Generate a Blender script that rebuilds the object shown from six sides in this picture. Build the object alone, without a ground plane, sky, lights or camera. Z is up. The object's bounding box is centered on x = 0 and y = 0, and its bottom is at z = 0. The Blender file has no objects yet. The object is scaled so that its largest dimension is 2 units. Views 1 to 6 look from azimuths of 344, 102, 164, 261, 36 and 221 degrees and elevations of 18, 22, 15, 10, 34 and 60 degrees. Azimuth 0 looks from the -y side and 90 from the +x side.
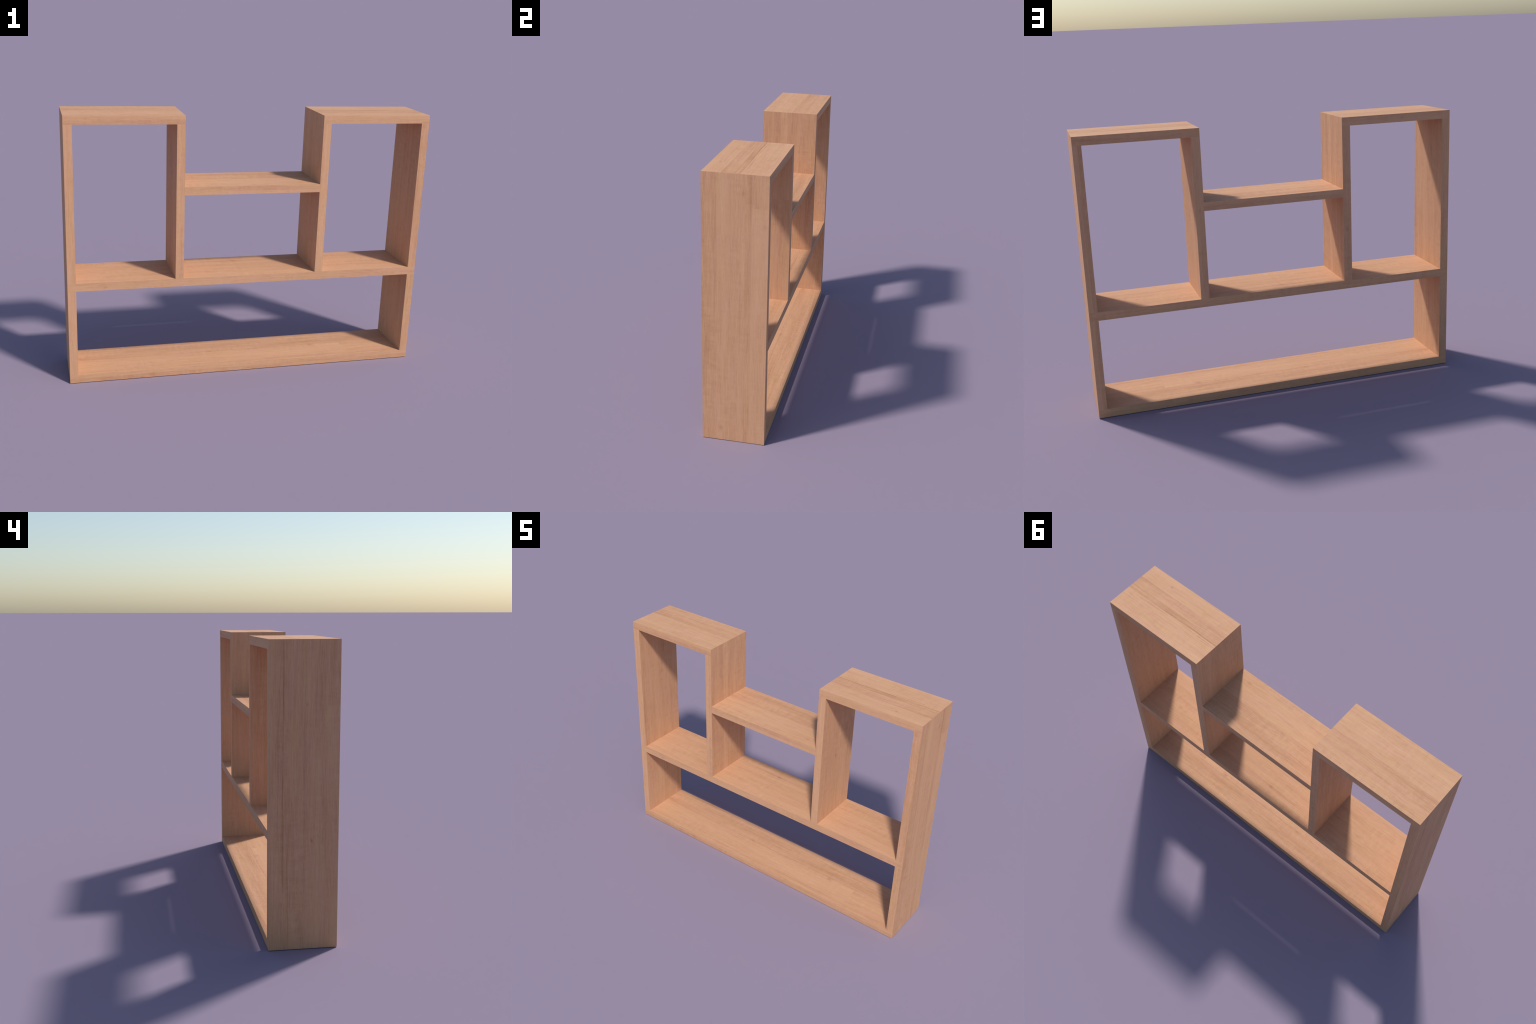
import bpy, bmesh, random
from mathutils import Vector

# ------------------------------------------------------------------ sizes
# The bookcase is laid out on a 1 cm grid: 90 cm wide, 15 cm deep, 66 cm high,
# all boards 2 cm thick; scaled so that the width is 2.00 m.
CM = 2.0 / 90.0
T = 2 * CM                    # board thickness
W = 45 * CM                   # half width
D = 7.5 * CM                  # half depth
H = 66 * CM                   # height
DIV_IN, DIV_OUT = 17 * CM, 19 * CM      # the two faces of an upright divider
MID_LO, MID_HI = 24 * CM, 26 * CM       # long shelf
CEN_LO, CEN_HI = 47 * CM, 49 * CM       # short centre shelf
E = 0.0008                    # veneer lip that covers the board ends

rng = random.Random(7)

# ------------------------------------------------------------------ wood node group
BASE = (0.598, 0.323, 0.184)


def srgb_free(c, k=1.0):
    return (c[0] * k, c[1] * k, c[2] * k, 1.0)


def wood_group():
    """Grain shared by every board: u runs along the fibres, v across them."""
    g = bpy.data.node_groups.new("wood_grain", "ShaderNodeTree")
    for n in ("u", "v", "seed", "tone", "dark"):
        g.interface.new_socket(n, in_out="INPUT", socket_type="NodeSocketFloat")
    g.interface.new_socket("color", in_out="OUTPUT", socket_type="NodeSocketColor")
    g.interface.new_socket("height", in_out="OUTPUT", socket_type="NodeSocketFloat")
    N, L = g.nodes, g.links
    gi, go = N.new("NodeGroupInput"), N.new("NodeGroupOutput")

    def math(op, a, b=None, c=None):
        n = N.new("ShaderNodeMath"); n.operation = op
        for i, x in enumerate((a, b, c)):
            if x is None: continue
            if isinstance(x, (int, float)): n.inputs[i].default_value = x
            else: L.new(x, n.inputs[i])
        return n.outputs[0]

    def noise(su, sv, k, detail=2.0, rough=0.5, v=None):
        cx = N.new("ShaderNodeCombineXYZ")
        L.new(math("MULTIPLY", gi.outputs["u"], su), cx.inputs[0])
        L.new(math("MULTIPLY", v or gi.outputs["v"], sv), cx.inputs[1])
        L.new(math("ADD", gi.outputs["seed"], k), cx.inputs[2])
        n = N.new("ShaderNodeTexNoise"); n.inputs["Scale"].default_value = 1.0
        n.inputs["Detail"].default_value = detail
        n.inputs["Roughness"].default_value = rough
        L.new(cx.outputs[0], n.inputs["Vector"])
        return math("SUBTRACT", n.outputs["Fac"], 0.5)

    wob = noise(2.6, 6.0, 3.1, 2.0)
    v2 = math("MULTIPLY_ADD", wob, 0.017, gi.outputs["v"])
    broad = noise(1.5, 24.0, 11.0, 2.0, v=v2)
    streak = noise(3.4, 80.0, 23.0, 3.0, 0.6, v=v2)
    fibre = noise(12.0, 310.0, 37.0, 3.0, 0.65, v=v2)
    pore = noise(60.0, 380.0, 51.0, 2.0, 0.6)
    fleck = noise(42.0, 17.0, 67.0, 3.0, 0.6)
    fleck_on = noise(3.0, 11.0, 71.0, 1.0)
    cloud = noise(2.6, 12.0, 83.0, 2.0)
    hue = noise(4.0, 40.0, 97.0, 3.0, v=v2)

    s = math("MULTIPLY", broad, 0.17)
    s = math("MULTIPLY_ADD", streak, 0.20, s)
    s = math("MULTIPLY_ADD", fibre, 0.38, s)
    s = math("MULTIPLY_ADD", pore, 0.15, s)
    fm = N.new("ShaderNodeMapRange")
    L.new(fleck_on, fm.inputs[0])
    fm.inputs[1].default_value = -0.08; fm.inputs[2].default_value = 0.16
    fm.inputs[3].default_value = 0.06; fm.inputs[4].default_value = 0.24
    s = math("ADD", s, math("MULTIPLY", fleck, fm.outputs[0]))
    s = math("MULTIPLY_ADD", cloud, 0.12, s)
    s = math("MULTIPLY_ADD", gi.outputs["tone"], 1.35, s)
    # lines of dark, porous late wood
    dk = math("MULTIPLY", gi.outputs["dark"],
              math("ADD", 0.75, math("MULTIPLY", fibre, 1.6)))
    s = math("SUBTRACT", s, dk)

    ramp = N.new("ShaderNodeValToRGB")
    ramp.color_ramp.interpolation = "LINEAR"
    stops = ((0.0, (0.30, 0.128, 0.060)), (0.28, (0.470, 0.229, 0.124)),
             (0.5, BASE), (0.72, (0.668, 0.382, 0.225)), (1.0, (0.74, 0.455, 0.285)))
    el = ramp.color_ramp.elements
    while len(el) < len(stops): el.new(0.5)
    for e, (p, c) in zip(el, stops):
        e.position = p; e.color = srgb_free(c)
    L.new(math("MULTIPLY_ADD", s, 1.25, 0.5), ramp.inputs[0])

    # slow drift between a pinkish and a yellowish brown
    mix = N.new("ShaderNodeMix"); mix.data_type = "RGBA"; mix.blend_type = "MULTIPLY"
    mix.inputs[0].default_value = 1.0
    tint = N.new("ShaderNodeValToRGB")
    te = tint.color_ramp.elements
    te[0].position = 0.3; te[0].color = (1.01, 0.99, 1.045, 1)
    te[1].position = 0.7; te[1].color = (0.99, 1.012, 0.945, 1)
    L.new(math("ADD", hue, 0.5), tint.inputs[0])
    L.new(ramp.outputs[0], mix.inputs[6]); L.new(tint.outputs[0], mix.inputs[7])
    L.new(mix.outputs[2], go.inputs["color"])
    L.new(math("ADD", math("MULTIPLY", fibre, 0.6), math("MULTIPLY", pore, 0.4)), go.inputs["height"])
    return g


GRAIN = wood_group()


def wood(name, origin, along, across, lo, hi, staves=(), patches=(), streaks=(), knots=(), seed=0.0):
    """One board surface.
    staves : (upper edge in v, tone) strips glued side by side
    patches: (u0, u1, v0, v1, tone) a strip that ends in a cross joint
    streaks: (v, half width, u0, u1, strength) dark lines along the grain
    knots  : (u, v, radius, strength); a negative strength makes a pale spot"""
    m = bpy.data.materials.new(name); m.use_nodes = True
    N, L = m.node_tree.nodes, m.node_tree.links
    N.clear()
    out = N.new("ShaderNodeOutputMaterial"); bs = N.new("ShaderNodeBsdfPrincipled")
    L.new(bs.outputs[0], out.inputs[0])
    tc = N.new("ShaderNodeTexCoord")
    add = N.new("ShaderNodeVectorMath"); add.operation = "ADD"
    add.inputs[1].default_value = origin
    L.new(tc.outputs["Object"], add.inputs[0])
    sep = N.new("ShaderNodeSeparateXYZ"); L.new(add.outputs[0], sep.inputs[0])
    u, v = sep.outputs[along], sep.outputs[across]

    def math(op, a, b=None, c=None):
        n = N.new("ShaderNodeMath"); n.operation = op
        for i, x in enumerate((a, b, c)):
            if x is None: continue
            if isinstance(x, (int, float)): n.inputs[i].default_value = x
            else: L.new(x, n.inputs[i])
        return n.outputs[0]

    def soft(val, a, b, w):
        """1 inside a..b, falling to 0 over w."""
        mid, half = (a + b) / 2, (b - a) / 2
        d = math("ABSOLUTE", math("SUBTRACT", val, mid))
        r = N.new("ShaderNodeMapRange"); r.interpolation_type = "SMOOTHSTEP"
        L.new(d, r.inputs[0])
        r.inputs[1].default_value = half - w; r.inputs[2].default_value = half + w
        r.inputs[3].default_value = 1; r.inputs[4].default_value = 0
        return r.outputs[0]

    tone, sd = 0.0, seed
    if staves:
        r = N.new("ShaderNodeValToRGB"); r.color_ramp.interpolation = "CONSTANT"
        el = r.color_ramp.elements
        while len(el) < len(staves): el.new(0.5)
        while len(el) > len(staves): el.remove(el[-1])
        start = lo
        for i, (e, (edge, t)) in enumerate(zip(el, staves)):
            e.position = 0.0 if i == 0 else (start - lo) / (hi - lo)
            k = 0.5 + t; e.color = (k, k, k, 1)
            start = edge
        f = math("DIVIDE", math("SUBTRACT", v, lo), hi - lo)
        L.new(f, r.inputs[0])
        tone = math("SUBTRACT", r.outputs[0], 0.5)
        sd = math("MULTIPLY_ADD", r.outputs[0], 9.0, seed)
    for (u0, u1, v0, v1, t) in patches:
        msk = math("MULTIPLY", soft(u, u0, u1, 0.0015), soft(v, v0, v1, 0.0012))
        tone = math("MULTIPLY_ADD", msk, t, tone)
        sd = math("MULTIPLY_ADD", msk, 4.7, sd)
    dark = 0.0
    if streaks:
        cx = N.new("ShaderNodeCombineXYZ"); L.new(math("MULTIPLY", u, 3.0), cx.inputs[0])
        cx.inputs[1].default_value = seed + 0.37
        nz = N.new("ShaderNodeTexNoise"); nz.inputs["Scale"].default_value = 1.0
        nz.inputs["Detail"].default_value = 2.0
        L.new(cx.outputs[0], nz.inputs["Vector"])
        vw = math("MULTIPLY_ADD", math("SUBTRACT", nz.outputs["Fac"], 0.5), 0.022, v)
        cy = N.new("ShaderNodeCombineXYZ"); L.new(math("MULTIPLY", u, 9.0), cy.inputs[0])
        L.new(math("MULTIPLY", v, 160.0), cy.inputs[1]); cy.inputs[2].default_value = seed + 5.1
        nb = N.new("ShaderNodeTexNoise"); nb.inputs["Scale"].default_value = 1.0
        L.new(cy.outputs[0], nb.inputs["Vector"])
        brk = N.new("ShaderNodeMapRange"); L.new(nb.outputs["Fac"], brk.inputs[0])
        brk.inputs[1].default_value = 0.38; brk.inputs[2].default_value = 0.62
        brk.inputs[3].default_value = 0.25; brk.inputs[4].default_value = 1.3
        for (sv, hw, u0, u1, k) in streaks:
            q = math("DIVIDE", math("SUBTRACT", vw, sv), hw)
            bell = math("POWER", 2.718, math("MULTIPLY", math("MULTIPLY", q, q), -1.0))
            bell = math("MULTIPLY", bell, soft(u, u0, u1, 0.05))
            dark = math("MULTIPLY_ADD", bell, k, dark)
        dark = math("MULTIPLY", dark, math("MULTIPLY", brk.outputs[0], 1.0))
    vg = v
    for (ku, kv, rad, k) in knots:
        a = math("DIVIDE", math("SUBTRACT", u, ku), rad * 1.5)
        b = math("DIVIDE", math("SUBTRACT", v, kv), rad)
        d2 = math("ADD", math("MULTIPLY", a, a), math("MULTIPLY", b, b))
        dark = math("MULTIPLY_ADD", math("POWER", 2.718, math("MULTIPLY", d2, -1.4)), k, dark)
        # fibres swing round the knot
        wide = math("POWER", 2.718, math("MULTIPLY", d2, -0.22))
        vg = math("MULTIPLY_ADD", math("MULTIPLY", b, wide), -rad * 0.5, vg)

    gn = N.new("ShaderNodeGroup"); gn.node_tree = GRAIN
    for key, val in (("u", u), ("v", vg), ("seed", sd), ("tone", tone), ("dark", dark)):
        if isinstance(val, (int, float)): gn.inputs[key].default_value = val
        else: L.new(val, gn.inputs[key])
    L.new(gn.outputs["color"], bs.inputs["Base Color"])
    bs.inputs["Roughness"].default_value = 0.75
    bs.inputs["Specular IOR Level"].default_value = 0.3
    bp = N.new("ShaderNodeBump"); bp.inputs["Strength"].default_value = 0.10
    bp.inputs["Distance"].default_value = 0.002
    L.new(gn.outputs["height"], bp.inputs["Height"])
    L.new(bp.outputs[0], bs.inputs["Normal"])
    return m


# ------------------------------------------------------------------ geometry
root = bpy.data.objects.new("bookcase", None)
bpy.context.scene.collection.objects.link(root)
root.empty_display_size = 0.2
root["label"] = "open pale wood bookcase with two raised towers"
root["category"] = "bookcase"


def random_staves():
    a = rng.uniform(-0.11, -0.05); b = rng.uniform(0.02, 0.10)
    return ((a, rng.uniform(-.03, .03)), (b, rng.uniform(-.03, .03)), (D, rng.uniform(-.03, .03)))


def board(name, profile, upright, looks):
    """A prism: profile in x/z, extruded over the full depth.
    looks: per face direction ('+x', '-x', '+z', '-z', 'front', 'back') the surface recipe."""
    xs = [p[0] for p in profile]; zs = [p[1] for p in profile]
    centre = Vector(((min(xs) + max(xs)) / 2, 0.0, (min(zs) + max(zs)) / 2))
    bm = bmesh.new()
    f = [bm.verts.new((x - centre.x, -D, z - centre.z)) for x, z in profile]
    b = [bm.verts.new((x - centre.x, D, z - centre.z)) for x, z in profile]
    bm.faces.new(f); bm.faces.new(b[::-1])
    n = len(profile)
    for i in range(n):
        j = (i + 1) % n
        bm.faces.new((f[i], b[i], b[j], f[j]))
    bmesh.ops.recalc_face_normals(bm, faces=bm.faces)
    me = bpy.data.meshes.new(name); bm.to_mesh(me); bm.free()
    ob = bpy.data.objects.new(name, me); ob.location = centre; ob.parent = root
    bpy.context.scene.collection.objects.link(ob)
    along = 2 if upright else 0
    thick = 0 if upright else 2
    faces = (("+x", "-x") if upright else ("+z", "-z")) + ("front", "back")
    for key in faces:
        r = dict(looks.get(key, {}))
        edge = key in ("front", "back")
        if edge:
            lo, hi, across = (min(xs), max(xs), 0) if upright else (min(zs), max(zs), 2)
            if "staves" not in r:
                c = lo + (hi - lo) * rng.uniform(0.3, 0.7)
                r["staves"] = ((c, rng.uniform(-.035, .02)), (hi, rng.uniform(-.02, .035)))
        else:
            lo, hi, across = -D, D, 1
            r.setdefault("staves", random_staves())
        me.materials.append(wood(f"{name}_wood", tuple(centre), along, across, lo, hi,
                                 seed=rng.uniform(0, 60), **r))
    for p in me.polygons:
        nrm = p.normal
        a = [abs(c) for c in nrm]; k = a.index(max(a))
        if k == 1: p.material_index = 2 if nrm.y < 0 else 3
        else: p.material_index = 0 if nrm[thick] > 0 else 1
    return ob


def flat(x0, x1, z0, z1):
    return [(x0, z0), (x1, z0), (x1, z1), (x0, z1)]


def capped(x0, x1, z0, z1, top):
    """Board whose ends are mitred by the veneer lip along its top or bottom edge."""
    if top:
        return [(x0 + E, z0), (x1 - E, z0), (x1 - E, z1 - E), (x1, z1), (x0, z1), (x0 + E, z1 - E)]
    return [(x0, z0), (x1, z0), (x1 - E, z0 + E), (x1 - E, z1), (x0 + E, z1), (x0 + E, z0 + E)]


# horizontal boards
board("base_board", capped(-W, W, 0, T, False), False, {
    "+z": dict(staves=((-0.128, -0.01), (0.012, 0.025), (0.12, -0.03), (D, -0.01)),
               patches=((0.468, 0.625, -0.128, 0.012, 0.03),),
               streaks=((-0.122, 0.004, 0.15, 0.52, 0.10), (0.018, 0.004, -0.5, 0.7, 0.06)),
               knots=((0.436, 0.004, 0.009, 0.28), (-0.181, 0.017, 0.010, 0.12),
                      (-0.267, -0.087, 0.012, -0.10))),
    "front": dict(staves=((0.024, -0.03), (T, 0.02)), knots=((-0.55, 0.017, 0.012, 0.12),)),
})
board("long_shelf", flat(-W + E, W - E, MID_LO, MID_HI), False, {
    "+z": dict(staves=((-0.09, 0.02), (0.085, 0.0), (D, -0.02)),
               streaks=((0.098, 0.003, -0.38, -0.05, 0.10), (0.08, 0.006, -0.05, 0.2, 0.08)),
               knots=((-0.04, 0.093, 0.010, 0.22), (0.741, 0.033, 0.010, 0.12),
                      (-0.017, -0.139, 0.014, -0.08), (-0.62, 0.02, 0.011, 0.10))),
    "front": dict(knots=((-0.80, 0.55, 0.010, 0.12),)),
})
board("centre_shelf", flat(-DIV_IN, DIV_IN, CEN_LO, CEN_HI), False, {
    "+z": dict(staves=((-0.08, 0.015), (0.006, 0.03), (D, -0.035)),
               streaks=((0.07, 0.004, -0.4, -0.1, 0.07), (-0.035, 0.004, -0.38, -0.1, 0.06)),
               knots=((0.283, -0.113, 0.010, 0.12), (0.06, -0.03, 0.02, -0.05))),
})
for side in (-1, 1):
    x0, x1 = sorted((side * DIV_IN, side * W))
    if side > 0:
        look = {"+z": dict(staves=((-0.07, 0.02), (0.024, -0.03), (D, 0.03)),
                           streaks=((0.020, 0.003, 0.3, 1.0, 0.24), (0.006, 0.006, 0.4, 0.9, 0.10),
                                    (0.034, 0.0022, 0.40, 0.98, 0.16), (0.046, 0.002, 0.40, 0.80, 0.13),
                                    (0.058, 0.002, 0.45, 0.62, 0.10), (-0.004, 0.004, 0.55, 1.0, 0.10),
                                    (-0.066, 0.004, 0.6, 1.0, 0.10)),
                           knots=((0.821, -0.117, 0.006, 0.22),))}
    else:
        look = {"+z": dict(staves=((0.012, 0.02), (0.095, -0.03), (D, 0.0)),
                           streaks=((0.03, 0.008, -1.0, -0.4, 0.06),)),
                "back": dict(knots=((-0.72, 1.445, 0.008, 0.12),))}
    board("top_board", capped(x0, x1, H - T, H, True), False, look)

# upright boards, rebated behind a thin lip for the ends of the horizontal ones
for side in (-1, 1):
    a, b, c = side * W, side * (W - E), side * (W - T)
    prof = [(a, 0), (a, H), (b, H - E), (b, H - T), (c, H - T), (c, MID_HI), (b, MID_HI),
            (b, MID_LO), (c, MID_LO), (c, T), (b, T), (b, E)]
    outer, inner = ("+x", "-x") if side > 0 else ("-x", "+x")
    if side > 0:
        look = {outer: dict(staves=((-0.09, -0.015), (0.05, 0.01), (0.083, -0.02), (D, 0.0)),
                            patches=((-0.1, 1.303, 0.083, 0.2, 0.035),),
                            streaks=((-0.102, 0.006, 0.6, 1.45, 0.08), (0.030, 0.005, 0.6, 1.0, 0.07),
                                     (0.07, 0.005, 0.8, 1.4, 0.05)),
                            knots=((1.371, 0.040, 0.010, 0.11), (1.388, 0.020, 0.010, -0.10),
                                   (0.07, -0.068, 0.011, 0.20))),
                inner: dict(staves=((-0.06, -0.02), (0.07, 0.01), (D, 0.02)),
                            streaks=((-0.02, 0.006, 0.6, 1.4, 0.09),))}
    else:
        look = {outer: dict(staves=((-0.109, 0.0), (0.076, 0.0), (D, -0.02)),
                            patches=((-0.1, 1.166, -0.2, -0.109, 0.03),),
                            streaks=((0.100, 0.004, 0.3, 1.45, 0.22), (0.078, 0.004, 0.0, 0.55, 0.14),
                                     (0.122, 0.003, 0.55, 1.2, 0.16), (-0.075, 0.005, 1.1, 1.45, 0.09),
                                     (0.000, 0.005, 0.3, 1.25, 0.07)),
                            knots=((1.171, -0.011, 0.007, 0.14), (0.532, -0.037, 0.006, 0.24))),
                inner: dict(staves=((-0.05, 0.0), (-0.006, 0.02), (D, -0.015)),
                            streaks=((-0.152, 0.005, 0.55, 1.4, 0.15), (-0.138, 0.003, 0.6, 1.0, 0.08)),
                            knots=((1.25, 0.05, 0.009, 0.10),))}
    board("side_panel", prof, True, look)

for side in (-1, 1):
    a, b, c = side * DIV_IN, side * (DIV_IN + E), side * DIV_OUT
    prof = [(a, MID_HI), (a, H), (b, H - E), (b, H - T), (c, H - T), (c, MID_HI)]
    if side > 0:
        look = {"+x": dict(staves=((-0.10, -0.005), (0.004, -0.005), (D, 0.02)),
                           patches=((1.018, 1.169, 0.03, 0.2, -0.025),),
                           knots=((0.987, -0.012, 0.008, 0.24),)),
                "back": dict(knots=((1.05, 0.40, 0.008, 0.10),))}
    else:
        look = {"+x": dict(staves=((-0.055, -0.02), (-0.012, 0.025), (D, -0.03)),
                           streaks=((-0.06, 0.004, 1.0, 1.45, 0.08),)),
                "back": dict(knots=((0.87, -0.40, 0.009, 0.14),))}
    board("divider_panel", prof, True, look)
